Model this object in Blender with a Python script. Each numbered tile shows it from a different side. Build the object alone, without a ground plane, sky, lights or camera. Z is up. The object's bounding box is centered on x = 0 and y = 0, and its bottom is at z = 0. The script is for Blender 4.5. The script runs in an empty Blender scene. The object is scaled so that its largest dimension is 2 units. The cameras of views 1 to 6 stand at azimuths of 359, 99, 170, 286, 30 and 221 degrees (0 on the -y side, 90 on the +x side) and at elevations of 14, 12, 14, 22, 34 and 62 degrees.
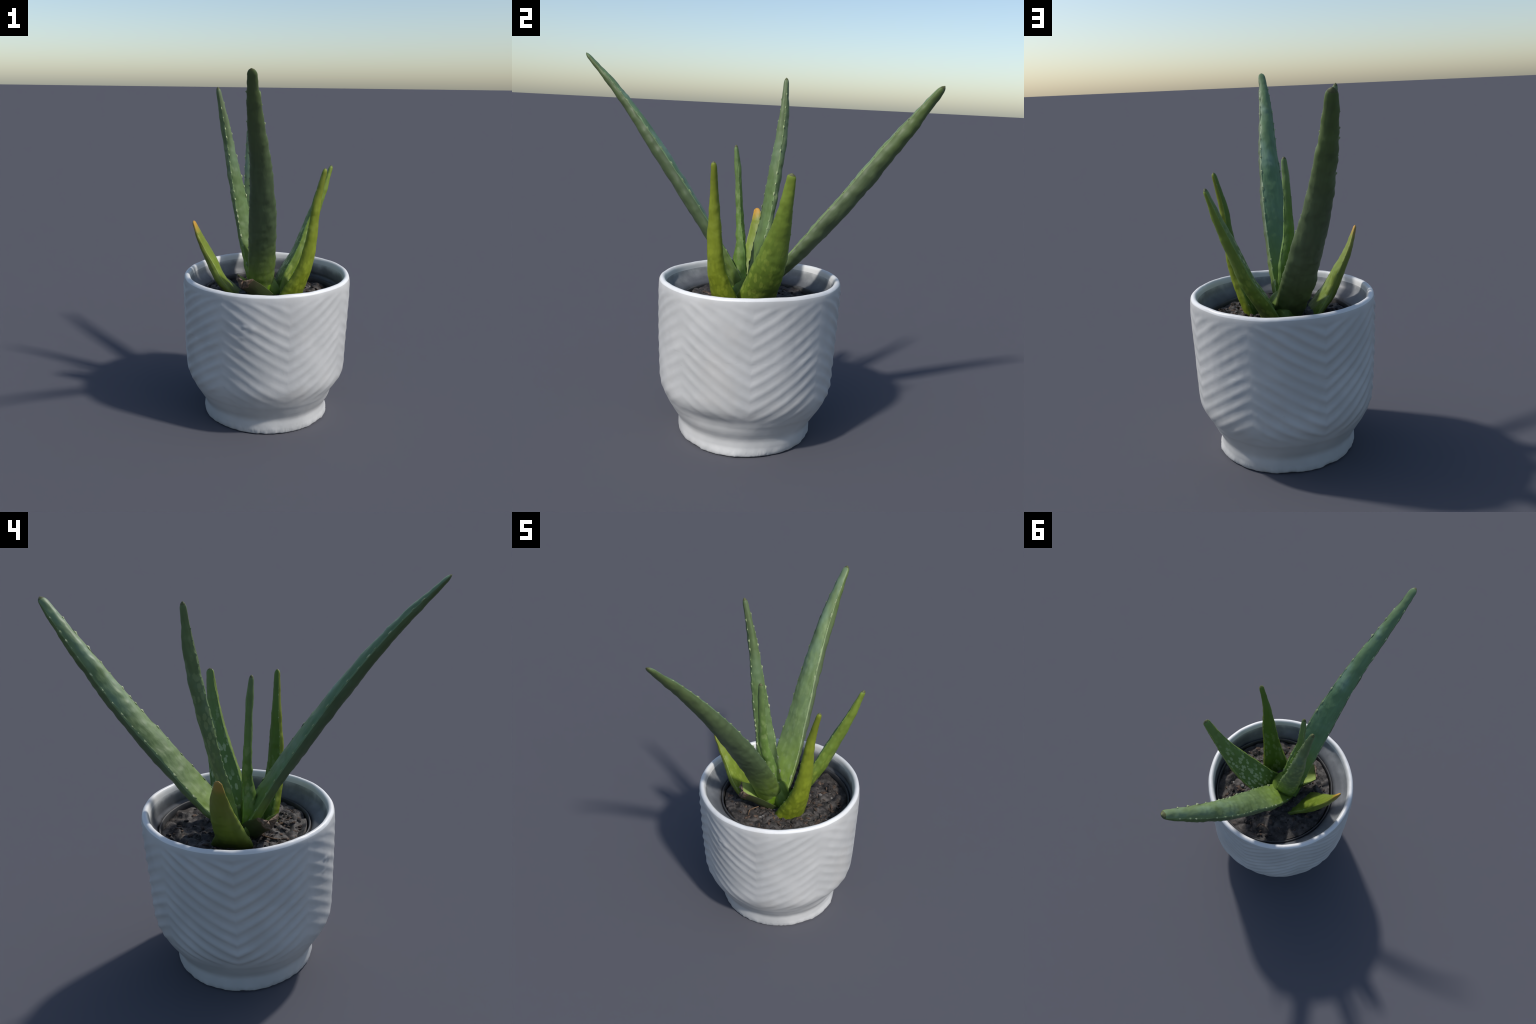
# Potted aloe in a white ceramic planter with a raised chevron relief.
import bpy, math, random
import numpy as np
from mathutils import Vector, Matrix, noise

random.seed(7)
rng = np.random.default_rng(11)

# ------------------------------------------------------------------ helpers
def spline(ctrl, s):
    """Catmull-Rom curve through evenly spaced control values."""
    c = np.asarray(ctrl, float)
    n = len(c)
    x = np.clip(s, 0, 1) * (n - 1)
    i = np.clip(x.astype(int), 0, n - 2)
    t = x - i
    e = np.concatenate([[2 * c[0] - c[1]], c, [2 * c[-1] - c[-2]]])
    p0, p1, p2, p3 = e[i], e[i + 1], e[i + 2], e[i + 3]
    if c.ndim == 2:
        t = t[:, None]
    return .5 * (2 * p1 + (p2 - p0) * t + (2 * p0 - 5 * p1 + 4 * p2 - p3) * t ** 2
                 + (3 * p1 - p0 - 3 * p2 + p3) * t ** 3)

def unit(v):
    return v / np.linalg.norm(v, axis=-1, keepdims=True)

def fbm(p, octaves=3):
    v, a, f = 0.0, 1.0, 1.0
    for _ in range(octaves):
        v += a * noise.noise(Vector(p) * f)
        a *= .5
        f *= 2.1
    return v

def make_mesh(name, verts, faces, smooth=True):
    me = bpy.data.meshes.new(name)
    me.from_pydata([tuple(map(float, v)) for v in verts], [], faces)
    me.validate()
    if smooth:
        me.polygons.foreach_set("use_smooth", [True] * len(me.polygons))
    me.update()
    return me

def add_object(name, me, parent=None, matrix=None):
    ob = bpy.data.objects.new(name, me)
    bpy.context.collection.objects.link(ob)
    if parent is not None:
        ob.parent = parent
    if matrix is not None:
        ob.matrix_basis = matrix
    return ob

# ------------------------------------------------------------------ node helpers
class Nodes:
    def __init__(self, name):
        self.mat = bpy.data.materials.new(name)
        self.mat.use_nodes = True
        self.t = self.mat.node_tree
        self.t.nodes.clear()
        self.out = self.t.nodes.new("ShaderNodeOutputMaterial")
        self.bsdf = self.t.nodes.new("ShaderNodeBsdfPrincipled")
        self.t.links.new(self.bsdf.outputs[0], self.out.inputs[0])
        self.obj = self.t.nodes.new("ShaderNodeTexCoord").outputs["Object"]

    def link(self, a, b):
        if hasattr(a, "is_output"):
            self.t.links.new(a, b)
        else:
            b.default_value = a

    def mapping(self, scale=(1, 1, 1), loc=(0, 0, 0)):
        n = self.t.nodes.new("ShaderNodeMapping")
        n.inputs["Scale"].default_value = scale
        n.inputs["Location"].default_value = loc
        self.t.links.new(self.obj, n.inputs["Vector"])
        return n.outputs[0]

    def noise(self, scale, detail=3, vec=None, rough=.5):
        n = self.t.nodes.new("ShaderNodeTexNoise")
        n.inputs["Scale"].default_value = scale
        n.inputs["Detail"].default_value = detail
        n.inputs["Roughness"].default_value = rough
        self.t.links.new(vec if vec is not None else self.obj, n.inputs["Vector"])
        return n.outputs["Fac"]

    def voronoi(self, scale, vec=None, feature="F1", out="Distance", randomness=1.0):
        n = self.t.nodes.new("ShaderNodeTexVoronoi")
        n.feature = feature
        n.inputs["Scale"].default_value = scale
        n.inputs["Randomness"].default_value = randomness
        self.t.links.new(vec if vec is not None else self.obj, n.inputs["Vector"])
        return n.outputs[out]

    def math(self, op, a, b=0.0, clamp=False):
        n = self.t.nodes.new("ShaderNodeMath")
        n.operation = op
        n.use_clamp = clamp
        self.link(a, n.inputs[0])
        self.link(b, n.inputs[1])
        return n.outputs[0]

    def step(self, x, lo, hi):
        """smooth 0..1 ramp of x from lo to hi (lo may exceed hi)"""
        n = self.t.nodes.new("ShaderNodeMapRange")
        n.interpolation_type = "SMOOTHSTEP"
        a, b, c, d = (lo, hi, 0, 1) if lo < hi else (hi, lo, 1, 0)
        self.link(x, n.inputs["Value"])
        for k, v in zip(("From Min", "From Max", "To Min", "To Max"), (a, b, c, d)):
            n.inputs[k].default_value = v
        return n.outputs[0]

    def mix(self, f, a, b, mode="MIX"):
        n = self.t.nodes.new("ShaderNodeMix")
        n.data_type = "RGBA"
        n.blend_type = mode
        self.link(f, n.inputs[0])
        for v, s in ((a, n.inputs[6]), (b, n.inputs[7])):
            if hasattr(v, "is_output"):
                self.t.links.new(v, s)
            else:
                s.default_value = (*v, 1)
        return n.outputs[2]

    def axis(self, k):
        n = self.t.nodes.new("ShaderNodeSeparateXYZ")
        self.t.links.new(self.obj, n.inputs[0])
        return n.outputs[k]

    def bump(self, h, strength, dist):
        n = self.t.nodes.new("ShaderNodeBump")
        n.inputs["Strength"].default_value = strength
        n.inputs["Distance"].default_value = dist
        self.link(h, n.inputs["Height"])
        self.t.links.new(n.outputs[0], self.bsdf.inputs["Normal"])

    def finish(self, col, rough=.6, spec=.3):
        self.link(col if hasattr(col, "is_output") else (*col, 1), self.bsdf.inputs["Base Color"])
        self.link(rough, self.bsdf.inputs["Roughness"])
        self.bsdf.inputs["Specular IOR Level"].default_value = spec
        return self.mat

# ------------------------------------------------------------------ root
root = bpy.data.objects.new("potted_aloe", None)
bpy.context.collection.objects.link(root)
root["label"] = "spiky green aloe in a white chevron-patterned ceramic pot"
root["category"] = "potted plant"

PC = np.array([.004, .020])          # pot axis
LC = np.array([.030, .051])          # axis of the nursery pot inside

# ------------------------------------------------------------------ pot
def ceramic(name, lo, hi, rough):
    n = Nodes(name)
    a = n.noise(5, 3)
    col = n.mix(n.step(a, .35, .7), lo, hi)
    warm = n.noise(3.2, 4, n.mapping((1, 1, 1), (4, 2, 9)), .6)
    col = n.mix(n.math("MULTIPLY", n.step(warm, .50, .68), .35), col, (hi[0] * .88, hi[1] * .84, hi[2] * .80))
    fleck = n.step(n.noise(55, 2), .70, .78)
    col = n.mix(n.math("MULTIPLY", fleck, .25), col, (lo[0] * .8, lo[1] * .77, lo[2] * .74))
    n.bump(n.noise(30, 3), .08, .01)
    return n.finish(col, rough, .4)

def shade_painted_inside():
    """glaze inside the pot, darkened towards the bed with painted-in occlusion"""
    n = Nodes("glaze_baked_shade")
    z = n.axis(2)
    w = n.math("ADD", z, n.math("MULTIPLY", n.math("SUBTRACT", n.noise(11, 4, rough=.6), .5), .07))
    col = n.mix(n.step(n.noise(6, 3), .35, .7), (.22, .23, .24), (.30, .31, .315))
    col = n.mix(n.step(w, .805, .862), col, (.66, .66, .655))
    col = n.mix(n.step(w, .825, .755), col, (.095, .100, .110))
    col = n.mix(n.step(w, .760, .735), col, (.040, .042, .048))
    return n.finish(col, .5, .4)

POT_MAT = ceramic("white_ceramic", (.455, .455, .450), (.515, .512, .505), .5)
RIM_MAT = ceramic("white_rim", (.66, .66, .655), (.72, .72, .715), .4)
INSIDE_MAT = shade_painted_inside()
# outside from the foot up, over the lip, and down the inside
PROFILE = [(.000, .330), (.000, .352), (.006, .3595), (.025, .3640), (.050, .3640), (.080, .3635),
           (.098, .3685), (.115, .3780), (.132, .3890), (.150, .4000), (.170, .4120), (.192, .4260),
           (.220, .4400), (.247, .4525), (.277, .4635), (.312, .4700), (.360, .4725), (.430, .4760),
           (.550, .4805), (.700, .4845), (.770, .4860), (.820, .4858), (.845, .4840), (.858, .4805),
           (.866, .4735), (.8685, .4655), (.865, .4570), (.855, .4505), (.835, .4460), (.797, .4370),
           (.772, .4190), (.757, .4050), (.745, .3960), (.730, .3900), (.690, .3700), (.680, .0200)]

def profile_samples():
    """dense resampling of the profile, finer on the chevron wall"""
    pts = np.array(PROFILE)
    d = np.concatenate([[0], np.cumsum(np.hypot(*np.diff(pts, axis=0).T))])
    out = []
    for k in range(len(pts) - 1):
        p0 = pts[max(k - 1, 0)]; p1 = pts[k]; p2 = pts[k + 1]; p3 = pts[min(k + 2, len(pts) - 1)]
        m1 = (p2 - p0) / max(d[k + 1] - d[max(k - 1, 0)], 1e-6)
        m2 = (p3 - p1) / max(d[min(k + 2, len(pts) - 1)] - d[k], 1e-6)
        h = d[k + 1] - d[k]
        nseg = max(2, int(math.ceil(h / (.004 if k < 27 else .012))))
        if k == len(pts) - 2:
            nseg = 6
        for j in range(nseg):
            t = j / nseg
            h00 = 2*t**3 - 3*t**2 + 1; h10 = t**3 - 2*t**2 + t
            h01 = -2*t**3 + 3*t**2; h11 = t**3 - t**2
            out.append(((h00*p1 + h10*h*m1 + h01*p2 + h11*h*m2), k + t))
    out.append((pts[-1], len(pts) - 1.0))
    return out

VALLEY0 = 13.3     # azimuth of one V bottom; four repeats round the pot
PITCH = .0675      # vertical spacing of ridges
RISE = .225        # climb of a ridge from V bottom to V top

def sstep(x, a, b):
    t = min(max((x - a) / (b - a), 0), 1)
    return t * t * (3 - 2 * t)

def bump_at(az, z, a0, z0, wa, wz):
    da = (az - a0 + 180) % 360 - 180
    return math.exp(-(da / wa) ** 2 - ((z - z0) / wz) ** 2)

def chevron(az, z):
    ph = ((az - VALLEY0) % 90) / 45
    tri = ph if ph < 1 else 2 - ph
    tri = .5 - .5 * math.cos(math.pi * tri) * .12 - .44 * (1 - 2 * tri)   # slightly rounded corners
    q = (z - .834 - RISE * tri) / PITCH
    w = .5 + .5 * math.cos(2 * math.pi * q)
    w = w ** 1.3
    fade = sstep(z, .20, .27) * (1 - sstep(z, .800, .838))
    wear = .62 + .38 * math.cos(math.pi * ph * 2 + math.pi) * .5 + .19
    # the crests are softer near the V tops
    soft = 1 - .55 * math.exp(-((tri - 1) / .12) ** 2)
    return (w - .45) * fade * soft

def worn(az):
    """relief is crisp on the shaded half, softly worn on the sunny half"""
    return .5 - .5 * math.tanh(math.cos(math.radians(az - 62)) * 2.2 + .3)

NA = 900
def build_pot():
    prof = profile_samples()
    V = []
    seg = []
    for (z, r), k in prof:
        row = []
        outer = k <= 23.5
        for j in range(NA):
            az = 360 * j / NA
            th = math.radians(az)
            dx, dy = math.sin(th), -math.cos(th)
            rr, zz = r, z
            q = (dx * 1.0, dy * 1.0, z * 2.2)
            if r > .3:
                rr += .0030 * fbm((q[0] * 2.2 + 3, q[1] * 2.2, q[2] * 1.4), 3)
            if outer:
                rr += (.0020 + .0042 * worn(az)) * chevron(az, z) * max(.15, 1 + .75 * fbm((dx * 2.5, dy * 2.5 + 8, z * 4), 2))
                rr += .0038 * bump_at(az, z, 344.5, .685, 2.0, .011) + .0022 * bump_at(az, z, 343, .62, 2.6, .013)
                rr += .004 * bump_at(az, z, 349, .67, 3.0, .02)
                # the shoulder over the foot is shallower on the sunny side, the foot flares there
                rr -= .020 * bump_at(az, z, 78, .200, 26, .045)
                rr += .015 * bump_at(az, z, 138, .070, 24, .065) + .009 * bump_at(az, z, 158, .23, 24, .13)
                lowfade = 1 - sstep(z, .0, .055)
                rr += .016 * lowfade * math.exp(-(((az - 88 + 180) % 360 - 180) / 34) ** 2)
                jag = fbm((dx * 9 + 5, dy * 9, z * 10), 4)
                rr += lowfade * .004 * jag
                rr += .007 * (1 - sstep(z, .02, .09)) * math.exp(-(((az - 283 + 180) % 360 - 180) / 20) ** 2) * 0.4
                if z < .06:
                    zz = z + max(0, .008 * fbm((dx * 3 + 9, dy * 3, 3.0), 3)) * (1 - sstep(z, 0, .03)) * (r > .345)
            elif k <= 27:
                zz += .0025 * fbm((dx * 3.3, dy * 3.3, 7), 3)
            if 18 <= k <= 29:
                zz += .0035 * fbm((dx * 1.6, dy * 1.6, 2.0), 2) * sstep(k, 18, 23)
            if k < 30:
                rr -= .006 * bump_at(az, 0, 130, 0, 24, 1) * sstep(z, .35, .6) + .004 * bump_at(az, 0, 322, 0, 24, 1)
            if 18 <= k <= 30:          # the lip is not quite level
                zz += .009 * math.cos(math.radians(az - 140)) * sstep(k, 18, 22) * (1 - sstep(k, 28, 30)) - .002
            # inside, the wall leans in to meet the off-centre nursery pot
            q = sstep(k, 28, 31)
            cx, cy = PC[0] * (1 - q) + LC[0] * q, PC[1] * (1 - q) + LC[1] * q
            V.append((cx + rr * dx, cy + rr * dy, zz))
        seg.append(k)
    n = len(prof)
    F, tag = [], []
    for i in range(n - 1):
        for j in range(NA):
            j2 = (j + 1) % NA
            F.append((i * NA + j, i * NA + j2, (i + 1) * NA + j2, (i + 1) * NA + j))
            k = seg[i]
            tag.append("foot" if k < 6 else ("rim" if 22.6 <= k < 27.6 else ("inside_wall" if k >= 27.6 else "pot")))
    # close base underneath and floor inside
    V.append((PC[0], PC[1], 0.0)); V.append((PC[0], PC[1], .680))
    a, b = len(V) - 2, len(V) - 1
    for j in range(NA):
        j2 = (j + 1) % NA
        F.append((j2, j, a)); tag.append("foot")
        F.append(((n - 1) * NA + j, (n - 1) * NA + j2, b)); tag.append("inside_wall")
    whole = make_mesh("whole", V, F)
    nor = np.zeros((len(V), 3), np.float32)
    whole.vertices.foreach_get("co", np.zeros(len(V) * 3, np.float32))
    buf = np.zeros(len(V) * 3, np.float32)
    whole.vertex_normals.foreach_get("vector", buf)
    nor = buf.reshape(-1, 3)
    obs = {}
    for part in ("pot", "rim", "inside_wall", "foot"):
        fs = [f for f, t in zip(F, tag) if t == part]
        used = sorted({v for f in fs for v in f})
        idx = {v: i for i, v in enumerate(used)}
        me = make_mesh(part, [V[v] for v in used], [tuple(idx[v] for v in f) for f in fs])
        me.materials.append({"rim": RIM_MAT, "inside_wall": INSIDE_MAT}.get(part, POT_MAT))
        me.normals_split_custom_set_from_vertices([tuple(nor[v]) for v in used])
        obs[part] = add_object(part, me)
    bpy.data.meshes.remove(whole)
    obs["pot"].parent = root
    obs["rim"].parent = obs["pot"]
    obs["foot"].parent = obs["pot"]
    obs["inside_wall"].parent = obs["pot"]

build_pot()

# ------------------------------------------------------------------ nursery pot + soil
SC = np.array([.033, .055])
SOIL_Z = .736

def dark_plastic():
    n = Nodes("dark_plastic")
    col = n.mix(n.step(n.noise(9, 3), .35, .7), (.035, .037, .042), (.075, .072, .07))
    return n.finish(col, .55, .4)

def build_liner():
    prof = [(.684, .374), (.748, .381), (.754, .384), (.755, .388), (.750, .392), (.738, .394), (.684, .390)]
    n = 160
    V, F = [], []
    for z, r in prof:
        for j in range(n):
            t = 2 * math.pi * j / n
            w = .0025 * fbm((math.cos(t) * 1.5, math.sin(t) * 1.5, 4), 2)
            V.append((SC[0] * .92 + (r + w) * math.cos(t), SC[1] * .92 + (r + w) * math.sin(t), z + 1.5 * w))
    m = len(prof)
    for i in range(m):
        for j in range(n):
            j2 = (j + 1) % n
            i2 = (i + 1) % m
            F.append((i * n + j, i2 * n + j, i2 * n + j2, i * n + j2))
    me = make_mesh("nursery_pot", V, F)
    me.materials.append(dark_plastic())
    add_object("nursery_pot", me, root)

build_liner()

def soil_height(x, y):
    r = math.hypot(x - SC[0], y - SC[1])
    h = .022 * fbm((x * 6 + 2, y * 6, 0), 2) + .036 * abs(fbm((x * 11, y * 11, 5), 2)) + .0045 * fbm((x * 42, y * 42, 1), 3) - .013
    edge = sstep(r, .27, .36)
    return SOIL_Z + h * (1 - .3 * edge) - .004 * edge - .028 * (y - .03) * sstep(abs(y - .03), 0, .2) + .010 * math.exp(-(r / .12) ** 2)

def soil_material():
    n = Nodes("potting_soil")
    a = n.noise(16, 5, rough=.65)
    b = n.noise(60, 4, rough=.7)
    col = n.mix(n.step(a, .38, .66), (.020, .018, .017), (.080, .071, .066))
    col = n.mix(n.math("MULTIPLY", n.step(b, .52, .70), .55), col, (.125, .108, .100))
    col = n.mix(n.math("MULTIPLY", n.step(n.noise(34, 3), .62, .74), .35), col, (.12, .065, .042))
    n.bump(b, .5, .01)
    return n.finish(col, .6, .35)

SOIL = soil_material()

def build_soil():
    NR, NT = 120, 300
    R = .374
    V = [(SC[0], SC[1], soil_height(*SC))]
    F = []
    for i in range(1, NR + 1):
        r = R * i / NR
        for j in range(NT):
            t = 2 * math.pi * j / NT
            x, y = SC[0] + r * math.cos(t), SC[1] + r * math.sin(t)
            V.append((x, y, soil_height(x, y)))
    for j in range(NT):
        F.append((0, 1 + j, 1 + (j + 1) % NT))
    for i in range(1, NR):
        for j in range(NT):
            j2 = (j + 1) % NT
            a = 1 + (i - 1) * NT
            b = 1 + i * NT
            F.append((a + j, b + j, b + j2, a + j2))
    # skirt down to the floor
    c = len(V)
    for j in range(NT):
        t = 2 * math.pi * j / NT
        V.append((SC[0] + R * math.cos(t), SC[1] + R * math.sin(t), .682))
    a = 1 + (NR - 1) * NT
    for j in range(NT):
        j2 = (j + 1) % NT
        F.append((a + j, c + j, c + j2, a + j2))
    me = make_mesh("soil", V, F)
    me.materials.append(SOIL)
    return add_object("soil", me, root)

soil = build_soil()

def chip_material(name, lo, hi):
    n = Nodes(name)
    col = n.mix(n.step(n.noise(40, 3), .35, .7), lo, hi)
    n.bump(n.noise(120, 2), .4, .004)
    return n.finish(col, .8, .25)

def build_chips():
    """bark chips and crumbs lying on the soil, joined by kind"""
    kinds = [("bark_chips", chip_material("bark", (.045, .033, .027), (.130, .088, .066)), 150, (.010, .024), (.3, .6), .22),
             ("soil_crumbs", chip_material("crumbs", (.022, .019, .018), (.085, .075, .070)), 170, (.006, .018), (.6, 1.0), .5),
             ("perlite", chip_material("perlite", (.16, .155, .15), (.26, .25, .24)), 8, (.008, .014), (.7, 1.0), .6)]
    for name, mat, count, size, wid, thick in kinds:
        V, F = [], []
        for _ in range(count):
            r = .345 * math.sqrt(rng.random())
            t = rng.random() * 2 * math.pi
            if name != "soil_crumbs":
                if rng.random() < .75:
                    t = math.radians(rng.normal(-35, 60))   # most chips lie on the +x / -y side
            x, y = SC[0] + r * math.cos(t), SC[1] + r * math.sin(t)
            L = rng.uniform(*size)
            sx, sy, sz = L, L * rng.uniform(*wid), L * thick * rng.uniform(.6, 1.2)
            rot = (Matrix.Rotation(rng.uniform(0, 6.28), 3, "Z") @ Matrix.Rotation(rng.normal(0, .35), 3, "X")
                   @ Matrix.Rotation(rng.normal(0, .35), 3, "Y"))
            c = Vector((x, y, soil_height(x, y) + .10 * sz))
            base = len(V)
            nu = 7
            for k, (rad, h) in enumerate(((.55, -1), (1, -.45), (1, .35), (.6, 1))):
                for j in range(nu):
                    a = 2 * math.pi * j / nu
                    w = rad * rng.uniform(.72, 1.15)
                    V.append(c + rot @ Vector((sx * w * math.cos(a), sy * w * math.sin(a), sz * h * rng.uniform(.7, 1.1))))
            for k in range(3):
                for j in range(nu):
                    j2 = (j + 1) % nu
                    F.append((base + k * nu + j, base + k * nu + j2, base + (k + 1) * nu + j2, base + (k + 1) * nu + j))
            F.append(tuple(base + j for j in reversed(range(nu))))
            F.append(tuple(base + 3 * nu + j for j in range(nu)))
        me = make_mesh(name, V, F, smooth=False)
        me.materials.append(mat)
        ob = add_object(name, me, soil)
        ob["kind"] = "stuff"

build_chips()

# a dead dry stalk lying on the soil, front right
def tube(name, pts, radii, mat, parent):
    pts = np.array(pts, float)
    s = np.linspace(0, 1, 30)
    P = spline(pts, s); R = spline(radii, s)
    T = unit(np.gradient(P, axis=0))
    up = np.array([0, 0, 1.])
    e1 = unit(np.cross(T, up)); e2 = np.cross(e1, T)
    V, F = [], []
    nu = 10
    for i in range(30):
        for j in range(nu):
            a = 2 * math.pi * j / nu
            V.append(P[i] + R[i] * (e1[i] * math.cos(a) + e2[i] * math.sin(a)))
    for i in range(29):
        for j in range(nu):
            j2 = (j + 1) % nu
            F.append((i * nu + j, i * nu + j2, (i + 1) * nu + j2, (i + 1) * nu + j))
    F.append(tuple(reversed(range(nu)))); F.append(tuple(29 * nu + j for j in range(nu)))
    me = make_mesh(name, V, F)
    me.materials.append(mat)
    return add_object(name, me, parent)

STALK = chip_material("dry_stalk", (.10, .062, .038), (.22, .14, .085))
tube("dry_stalk", [(.045, -.14, .745), (.085, -.185, .742), (.115, -.235, .730), (.145, -.275, .712)], [.004, .0055, .005, .0035], STALK, soil)
tube("dry_stalk", [(-.06, -.12, .74), (-.085, -.175, .742), (-.075, -.215, .735)], [.003, .004, .003], STALK, soil)

# ------------------------------------------------------------------ aloe leaves
def leaf_material(name, L, base, mid, tip, spots=0.0, spot_reach=.6, spot_col=(.30, .36, .16), bloom=.0,
                  end=None, end_at=.9, seed=0.0, spot_scale=20.0):
    """colour runs from the pale base to the tip along the leaf's own length (object z / L)"""
    n = Nodes(name)
    z = n.math("DIVIDE", n.axis(2), L)
    wob = n.math("ADD", z, n.math("MULTIPLY", n.math("SUBTRACT", n.noise(7, 2, n.mapping((1, 1, 1), (seed, 0, 0))), .5), .16))
    col = n.mix(n.step(wob, .08, .34), base, mid)
    col = n.mix(n.step(wob, .50, .98), col, tip)
    # lengthwise mottling, darker and lighter fibres
    fib = n.noise(1, 4, n.mapping((40, 40, 5), (seed, 1, 2)), .6)
    col = n.mix(n.math("MULTIPLY", n.step(fib, .42, .72), .30), col, tuple(c * 1.55 for c in mid))
    blot = n.noise(1, 3, n.mapping((14, 14, 8), (seed, 4, 0)), .55)
    col = n.mix(n.math("MULTIPLY", n.step(blot, .52, .70), .35), col, tuple(c * .62 for c in mid))
    if bloom > 0:
        bl = n.noise(1, 3, n.mapping((10, 10, 4), (seed, 9, 0)))
        col = n.mix(n.math("MULTIPLY", n.math("MULTIPLY", n.step(bl, .45, .70), n.step(z, .25, .75)), bloom), col, (.20, .305, .262))
    if spots > 0:
        warp = n.mapping((1, 1, .46), (seed, 0, 3))
        v = n.t.nodes.new("ShaderNodeVectorMath")
        v.operation = "MULTIPLY_ADD"
        nz = n.t.nodes.new("ShaderNodeTexNoise")
        nz.inputs["Scale"].default_value = 60
        n.t.links.new(n.obj, nz.inputs["Vector"])
        n.t.links.new(nz.outputs["Color"], v.inputs[0])
        v.inputs[1].default_value = (.012, .012, .012)
        n.t.links.new(warp, v.inputs[2])
        d = n.voronoi(spot_scale * 2.1, v.outputs[0])
        keep = n.step(n.noise(9, 2, n.mapping((1.5, 1.5, .8), (seed, 5, 5))), .27, .44)
        m = n.math("MULTIPLY", n.step(d, .47, .33), keep)
        m = n.math("MULTIPLY", m, n.step(wob, spot_reach + .25, spot_reach - .20))
        col = n.mix(n.math("MULTIPLY", m, spots), col, spot_col)
    if end is not None:
        col = n.mix(n.step(wob, end_at - .10, end_at + .02), col, end[0])
        col = n.mix(n.step(wob, end_at + .02, end_at + .10), col, end[1])
    n.bump(n.noise(1, 4, n.mapping((60, 60, 22), (seed, 0, 0))), .22, .006)
    return n.finish(col, .50, .35)

def plain_leaf_mat(name, c0, c1, scale=60):
    n = Nodes(name)
    return n.finish(n.mix(n.step(n.noise(scale, 3), .35, .7), c0, c1), .6, .3)

TOOTH = plain_leaf_mat("leaf_tooth", (.20, .26, .12), (.36, .41, .23), 30)
NIB = plain_leaf_mat("dry_leaf_tip", (.070, .080, .030), (.115, .125, .048), 80)
TORN = plain_leaf_mat("torn_leaf_edge", (.10, .065, .045), (.22, .155, .11), 70)

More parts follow.
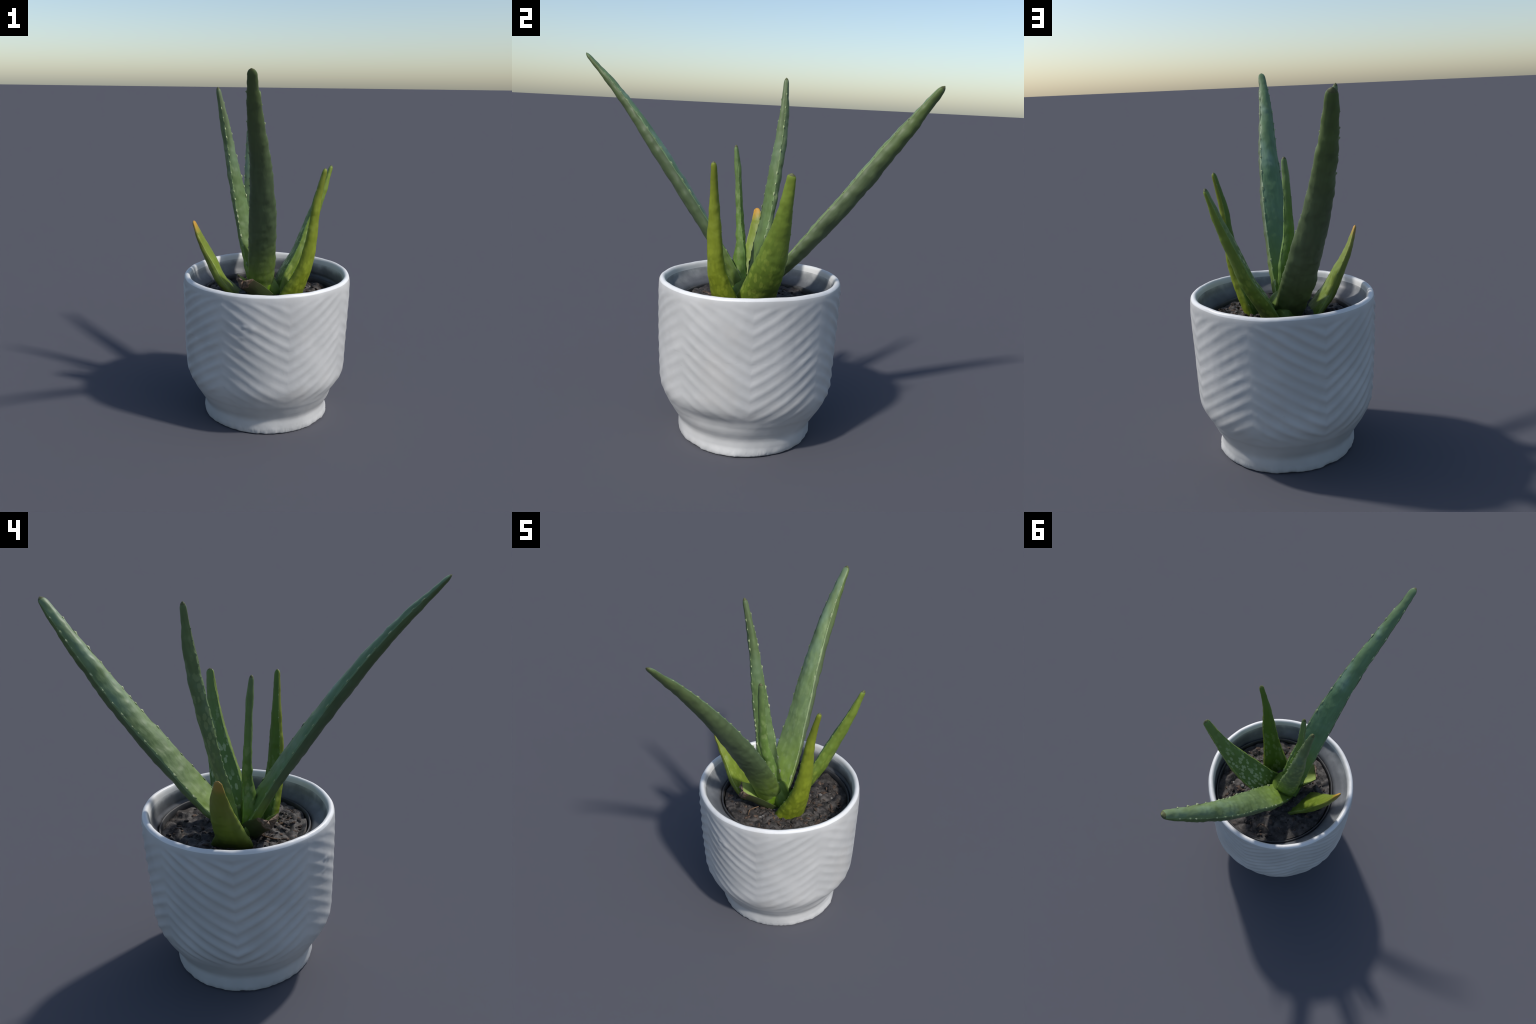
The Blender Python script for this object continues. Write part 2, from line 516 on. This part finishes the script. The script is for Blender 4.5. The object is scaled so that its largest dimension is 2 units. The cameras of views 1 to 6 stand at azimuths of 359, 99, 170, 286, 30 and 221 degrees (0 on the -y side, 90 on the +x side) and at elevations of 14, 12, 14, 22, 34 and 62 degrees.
GREY = dict(base=(.140, .225, .040), mid=(.098, .182, .085), tip=(.120, .188, .085))
LEAVES = {
    # name: spine, half width, half thickness, twist (start, gain), tooth spacing, tooth height, look
    "front_arching": dict(
        spine=[(-.034, .026, .686), (-.030, -.152, .993), (-.035, -.346, 1.278), (-.052, -.543, 1.543), (-.084, -.744, 1.786), (-.106, -.951, 1.998)],
        a=[.0737, .0753, .0685, .0513, .0358, .0190], b=[.050, .0375, .0410, .0370, .0253, .0087], twist=(-.295, .376),
        lump=.7, tooth=(.074, .0070), inner=dict(**GREY, spots=.18, spot_reach=.12, bloom=.55),
        outer=dict(base=(.120, .180, .030), mid=(.066, .098, .044), tip=(.080, .115, .040), spots=.30, spot_reach=.05)),  # greens darkened to bake in the shade under the leaf
    "back_arching": dict(
        spine=[(-.020, -.023, .683), (-.038, .186, .917), (-.051, .378, 1.147), (-.069, .572, 1.397), (-.068, .758, 1.652), (-.046, .945, 1.905)],
        a=[.067, .082, .0699, .0578, .0425, .0215], b=[.030, .0355, .0480, .0470, .0390, .0120], twist=(.271, .430),
        tooth=(.072, .0075), inner=dict(base=(.185, .285, .040), mid=(.128, .190, .068), tip=(.130, .185, .070), spots=.18, spot_reach=.75, spot_col=(.26, .34, .17), bloom=.35),
        outer=dict(base=(.095, .135, .034), mid=(.080, .112, .050), tip=(.085, .128, .034), spots=.0, bloom=.0)),  # underside tinted dark, its shadow is part of the colour
    "tall_upright": dict(
        spine=[(-.022, .018, .681), (-.078, .038, .931), (-.137, .076, 1.176), (-.190, .101, 1.424), (-.238, .122, 1.674), (-.287, .121, 1.920)],
        a=[.0540, .0601, .0510, .0380, .0235, .0120], b=[.030, .0290, .0293, .0320, .0290, .0130], twist=(.462, -.470),
        tooth=(.060, .0065), inner=dict(base=(.190, .300, .036), mid=(.098, .158, .052), tip=(.095, .130, .055), spots=.15, spot_reach=.2, bloom=.15),
        outer=dict(base=(.175, .285, .036), mid=(.105, .158, .062), tip=(.098, .142, .054), spots=.35, spot_reach=.75, bloom=.15)),
    "young_centre": dict(
        spine=[(-.004, .000, .700), (-.033, -.039, .863), (-.026, -.039, 1.005), (-.058, -.058, 1.138), (-.063, -.074, 1.343), (-.058, -.097, 1.557)],
        a=[.0697, .0520, .0290, .0275, .0200, .0135], b=[.050, .0520, .0330, .0200, .0179, .0100], twist=(-.627, .650),
        tooth=(.062, .0035), inner=dict(base=(.150, .270, .016), mid=(.112, .198, .034), tip=(.115, .175, .065), spots=.15, spot_reach=.5),
        outer=dict(base=(.150, .270, .016), mid=(.112, .192, .042), tip=(.110, .165, .060), spots=.28, spot_reach=.75)),
    "right_spotted": dict(
        spine=[(.044, .022, .668), (.109, .092, .821), (.197, .149, .970), (.270, .202, 1.141), (.336, .236, 1.300), (.396, .266, 1.469)],
        a=[.1059, .0887, .0776, .0539, .0322, .0188], b=[.0400, .0480, .0430, .0345, .0242, .0085], twist=(.591, .430),
        lump=.5, tooth=(.060, .0035), inner=dict(base=(.095, .165, .026), mid=(.098, .172, .038), tip=(.120, .190, .045), spots=.95, spot_reach=.66, spot_col=(.32, .39, .20), spot_scale=23.0),
        outer=dict(base=(.120, .180, .014), mid=(.112, .172, .022), tip=(.165, .225, .030), spots=.45, spot_reach=.50, spot_col=(.27, .33, .05))),
    "right_upright": dict(
        spine=[(.083, -.061, .617), (.151, -.085, .780), (.215, -.116, .940), (.250, -.125, 1.115), (.270, -.127, 1.299), (.314, -.126, 1.495)],
        a=[.1048, .0780, .0517, .0397, .0225, .0125], b=[.0480, .0480, .0376, .0272, .0220, .0115], twist=(.299, -.202),
        lump=.5, tooth=(.060, .0030), inner=dict(base=(.060, .115, .012), mid=(.070, .135, .014), tip=(.085, .150, .018), spots=.55, spot_reach=.50, spot_col=(.19, .26, .10)),
        outer=dict(base=(.145, .205, .010), mid=(.168, .208, .013), tip=(.148, .178, .016), spots=.45, spot_reach=.42, spot_col=(.30, .35, .03))),
    "short_orange": dict(
        spine=[(-.112, .039, .658), (-.195, -.009, .754), (-.262, -.022, .831), (-.316, -.014, .937), (-.376, -.018, 1.057), (-.422, -.033, 1.176)],
        a=[.1000, .0950, .0760, .0630, .0440, .0150], b=[.0300, .0280, .0320, .0300, .0181, .0070], twist=(.255, .425),
        lump=.5, tooth=(.062, .0030), inner=dict(base=(.100, .165, .018), mid=(.140, .200, .020), tip=(.170, .205, .022), spots=.35, spot_reach=.55, spot_col=(.27, .32, .06), end=((.50, .26, .03), (.28, .10, .045)), end_at=.965),
        outer=dict(base=(.065, .100, .014), mid=(.105, .145, .016), tip=(.170, .175, .022), spots=.30, spot_reach=.6, spot_col=(.16, .21, .03), end=((.30, .19, .035), (.22, .10, .06)), end_at=.965)),
}

def leaf_frame(P, twist, s):
    T = unit(np.gradient(P, axis=0))
    r = (P[-1] - P[0]).copy(); r[2] = 0; r = r / np.linalg.norm(r)
    ref = -r + np.array([0, 0, .3])
    e2 = unit(ref[None] - (T @ ref)[:, None] * T)
    e1 = np.cross(T, e2)
    th = twist[0] + twist[1] * (s - .5)
    c, q = np.cos(th)[:, None], np.sin(th)[:, None]
    return T, c * e1 + q * e2, -q * e1 + c * e2

def build_leaf(key, d, seed):
    M, NV = 190, 56
    s = np.linspace(0, 1, M)
    s = s + .06 * np.sin(2 * math.pi * s) / (2 * math.pi) * 0   # even rings
    P = spline(d["spine"], s)
    A = np.maximum(spline(d["a"], s), .003) * 1.05 + .0006
    B = np.maximum(spline(d["b"], s), .003) * 1.08 + .0006
    T, E1, E2 = leaf_frame(P, d["twist"], s)
    arc = np.concatenate([[0], np.cumsum(np.linalg.norm(np.diff(P, axis=0), axis=1))])
    # round the very end
    s1 = .975
    cap = np.sqrt(np.clip(1 - (np.clip(s - s1, 0, 1) / (1 - s1)) ** 2, 0.02, 1))
    A = A * cap; B = B * cap
    L = float(np.linalg.norm(P[-1] - P[0]))
    # local frame: z from base to tip, y towards the inner (upper) face
    zax = (P[-1] - P[0]) / L
    yax = E2[M // 2] - zax * (E2[M // 2] @ zax); yax /= np.linalg.norm(yax)
    xax = np.cross(yax, zax)
    R = np.stack([xax, yax, zax], 1)
    mat = Matrix.Translation(Vector(P[0])) @ Matrix([list(R[0]), list(R[1]), list(R[2])]).to_4x4()
    sp, th = d["tooth"]
    lr = np.random.default_rng(100 + seed)
    # tooth positions on each margin
    teeth = {}
    for side in (1, -1):
        q = .10 + lr.uniform(0, sp); lst = []
        while q < arc[-1] * .93:
            lst.append(q); q += sp * lr.uniform(.55, 1.5) * (1.15 - .35 * q / arc[-1])
        teeth[side] = lst
    def scallop(q, side):
        t = teeth[side]
        if not t:
            return 0
        dmin = min(abs(q - x) for x in t)
        return max(0.0, 1 - dmin / (.38 * sp))
    V = []
    margins = {1: [], -1: []}
    PM = math.radians(d.get("margin_angle", 27))     # the toothed margins ride above the widest line
    H = NV // 2
    lump = d.get("lump", 1.0)
    for i in range(M):
        u = 1 - s[i]
        crown = B[i] * (.50 - .62 * u * u)           # inner face: channelled low down, plump near the tip
        g = min(1, A[i] / .03)
        for j in range(NV):
            inner = j <= H
            if inner:
                c = math.cos(math.pi * j / H)
                x = A[i] * math.cos(PM) * c
                y = B[i] * math.sin(PM) + crown * (1 - c * c)
                dj = min(j, H - j)
                nrm = E2[i]
            else:
                f = math.pi - PM + (math.pi + 2 * PM) * (j - H) / (NV - H)
                x = A[i] * math.cos(f)
                y = B[i] * math.sin(f)
                dj = min(j - H, NV - j)
                nrm = E1[i] * math.cos(f) + E2[i] * math.sin(f)
            side = 1 if x > 0 else -1
            edge = math.exp(-(dj / 1.3) ** 2)
            x += side * edge * (.030 * A[i] + (scallop(arc[i], side) - .3) * th * .40)
            y += edge * .012 * A[i]
            p = P[i] + E1[i] * x + E2[i] * y
            w = lump * .0058 * fbm((p[0] * 13 + seed * 3.1, p[1] * 13, p[2] * 13), 2) + .0014 * fbm((p[0] * 34, p[1] * 34 + seed, p[2] * 34), 2)
            if not inner:     # gentle swellings under the teeth
                w += .28 * th * scallop(arc[i], side) * math.exp(-((dj - 5) / 3.0) ** 2)
            p = p + nrm * w * g * (1 - edge * .6) + E1[i] * (.0042 * fbm((p[2] * 14, seed, side * 2.0), 2)) * side * edge * g
            V.append(p)
        margins[1].append(V[i * NV]); margins[-1].append(V[i * NV + NV // 2])
    V.append(P[0] - T[0] * .002); V.append(P[-1] + T[-1] * .0015)
    V = np.array(V)
    F, mi = [], []
    nib = lr.uniform(.986, .991) if "end" not in d["outer"] else 2
    for i in range(M - 1):
        for j in range(NV):
            j2 = (j + 1) % NV
            F.append((i * NV + j, i * NV + j2, (i + 1) * NV + j2, (i + 1) * NV + j))
            edge_face = j in (0, NV - 1, NV // 2 - 1, NV // 2) and d["tooth"][1] > .002
            if s[i] > nib:
                mi.append(3)
            elif edge_face and s[i] > .06:
                mi.append(2)
            else:
                mi.append(0 if j < NV // 2 else 1)
    a, b = M * NV, M * NV + 1
    for j in range(NV):
        j2 = (j + 1) % NV
        F.append((j2, j, a)); mi.append(1)
        F.append(((M - 1) * NV + j, (M - 1) * NV + j2, b)); mi.append(3)
    Vl = (V - P[0]) @ R
    me = make_mesh("leaf", Vl, F)
    me.materials.append(leaf_material(key + "_inner_face", L, seed=seed * 1.7, **d["inner"]))
    me.materials.append(leaf_material(key + "_outer_face", L, seed=seed * 1.7 + 20, **d["outer"]))
    io, oo = d["inner"], d["outer"]
    rimc = {k: tuple(.5 * (u + v) * 1.35 + .012 for u, v in zip(io[k], oo[k])) for k in ("base", "mid", "tip")}
    me.materials.append(leaf_material(key + "_margin", L, seed=seed, **rimc, **({"end": oo["end"], "end_at": oo["end_at"]} if "end" in oo else {})))
    me.materials.append(NIB)
    me.polygons.foreach_set("material_index", mi)
    ob = add_object("leaf", me, root, mat)
    # marginal teeth: small curved thorns joined into one piece per leaf
    TV, TF = [], []
    for side in (1, -1):
        for q in teeth[side]:
            i = int(np.searchsorted(arc, q)); i = min(max(i, 1), M - 2)
            c = np.array(margins[side][i])
            out = E1[i] * side
            h = 1.12 * th * lr.uniform(.5, 1.3) * (1 - .35 * s[i])
            rb = h * .80
            dirn = out * .92 + T[i] * .42 + E2[i] * .12
            base = len(TV); nu = 8
            for k, (rad, t) in enumerate(((1.35, -.70), (1.0, -.1), (.55, .38), (.2, .75))):
                ctr = c + dirn * h * t + T[i] * h * .18 * t * t
                for m in range(nu):
                    a_ = 2 * math.pi * m / nu
                    TV.append(ctr + rb * rad * (T[i] * 1.9 * math.cos(a_) + E2[i] * .5 * math.sin(a_)))
            for k in range(3):
                for m in range(nu):
                    m2 = (m + 1) % nu
                    f = (base + k * nu + m, base + k * nu + m2, base + (k + 1) * nu + m2, base + (k + 1) * nu + m)
                    TF.append(f if side < 0 else f[::-1])
            f = tuple(base + 3 * nu + m for m in range(nu))
            TF.append(f if side < 0 else f[::-1])
    if TV:
        tm = make_mesh("leaf_teeth", (np.array(TV) - P[0]) @ R, TF)
        tm.materials.append(TOOTH)
        t_ob = add_object("leaf_teeth", tm, ob)
        t_ob["kind"] = "stuff"
    return ob

for k, (key, d) in enumerate(LEAVES.items()):
    build_leaf(key, d, k + 1)

# ------------------------------------------------------------------ crown: short fleshy stem where the leaf bases fuse
def build_crown():
    M, NV = 24, 40
    prof = [(.690, .085), (.730, .092), (.770, .086), (.810, .069), (.845, .045), (.868, .018)]
    s = np.linspace(0, 1, M)
    Z = spline([p[0] for p in prof], s)
    Rr = spline([p[1] for p in prof], s)
    V, F = [], []
    for i in range(M):
        cx, cy = .010 - .02 * s[i], .022 - .02 * s[i]
        for j in range(NV):
            a = 2 * math.pi * j / NV
            r = Rr[i] * (1 + .18 * math.cos(3 * a + 1.1 + 2 * s[i]) + .10 * math.cos(5 * a - 3 * s[i]))
            V.append((cx + r * math.cos(a), cy + r * math.sin(a), Z[i]))
    for i in range(M - 1):
        for j in range(NV):
            j2 = (j + 1) % NV
            F.append((i * NV + j, i * NV + j2, (i + 1) * NV + j2, (i + 1) * NV + j))
    F.append(tuple(reversed(range(NV)))); F.append(tuple((M - 1) * NV + j for j in range(NV)))
    me = make_mesh("stem", V, F)
    n = Nodes("stem_green")
    me.materials.append(n.finish(n.mix(n.step(n.noise(18, 4), .35, .7), (.085, .150, .020), (.135, .215, .035)), .55, .3))
    add_object("stem", me, root)

build_crown()

# ------------------------------------------------------------------ broken leaf stub
def build_stub():
    """short trough-shaped remnant of a leaf, torn across, pale inside, dry brown at the tear"""
    M, NV = 50, 40
    s = np.linspace(0, 1, M)
    P = spline([(.020, .000, .690), (-.035, -.062, .762), (-.090, -.122, .822), (-.138, -.182, .868)], s)
    A = spline([.070, .072, .066, .058], s)
    B = spline([.022, .017, .012, .007], s)
    T = unit(np.gradient(P, axis=0))
    ref = np.array([.40, .32, .85])
    E2 = unit(ref[None] - (T @ ref)[:, None] * T)
    E1 = np.cross(T, E2)
    V = []
    for i in range(M):
        for j in range(NV):
            ph = 2 * math.pi * j / NV
            x = math.cos(ph)
            core = max(0.0, 1 - abs(x) ** 2.3) ** .7
            inner = math.sin(ph) >= 0
            y = (.25 if inner else -1.5) * B[i] * core + .056 * (x * x - .55)
            jag = (.030 * fbm((x * 3.1 + 4, 2, 0), 4) + .010 * abs(x) - .012) * s[i] ** 3
            p = P[i] + E1[i] * A[i] * x + E2[i] * y + T[i] * jag
            p = p + E2[i] * .004 * fbm((p[0] * 14, p[1] * 14, p[2] * 14), 2)
            V.append(p)
    V.append(P[0]); V.append(P[-1] - T[-1] * .012)
    V = np.array(V)
    F, mi = [], []
    for i in range(M - 1):
        for j in range(NV):
            j2 = (j + 1) % NV
            F.append((i * NV + j, i * NV + j2, (i + 1) * NV + j2, (i + 1) * NV + j))
            torn = s[i] > (.965 if j < NV // 2 else .93)
            mi.append(2 if torn else (0 if j < NV // 2 else 1))
    a, b = M * NV, M * NV + 1
    for j in range(NV):
        j2 = (j + 1) % NV
        F.append((j2, j, a)); mi.append(1)
        F.append(((M - 1) * NV + j, (M - 1) * NV + j2, b)); mi.append(2)
    L = float(np.linalg.norm(P[-1] - P[0]))
    zax = (P[-1] - P[0]) / L
    yax = E2[M // 2] - zax * (E2[M // 2] @ zax); yax /= np.linalg.norm(yax)
    R = np.stack([np.cross(yax, zax), yax, zax], 1)
    me = make_mesh("leaf", (V - P[0]) @ R, F)
    me.materials.append(leaf_material("stub_inner_face", L, (.19, .27, .06), (.22, .31, .075), (.24, .32, .09), seed=31))
    me.materials.append(leaf_material("stub_outer_face", L, (.085, .135, .035), (.062, .085, .028), (.060, .055, .030), seed=33))
    me.materials.append(TORN)
    me.polygons.foreach_set("material_index", mi)
    mat = Matrix.Translation(Vector(P[0])) @ Matrix([list(R[0]), list(R[1]), list(R[2])]).to_4x4()
    add_object("leaf", me, root, mat)

build_stub()

bpy.context.view_layer.update()
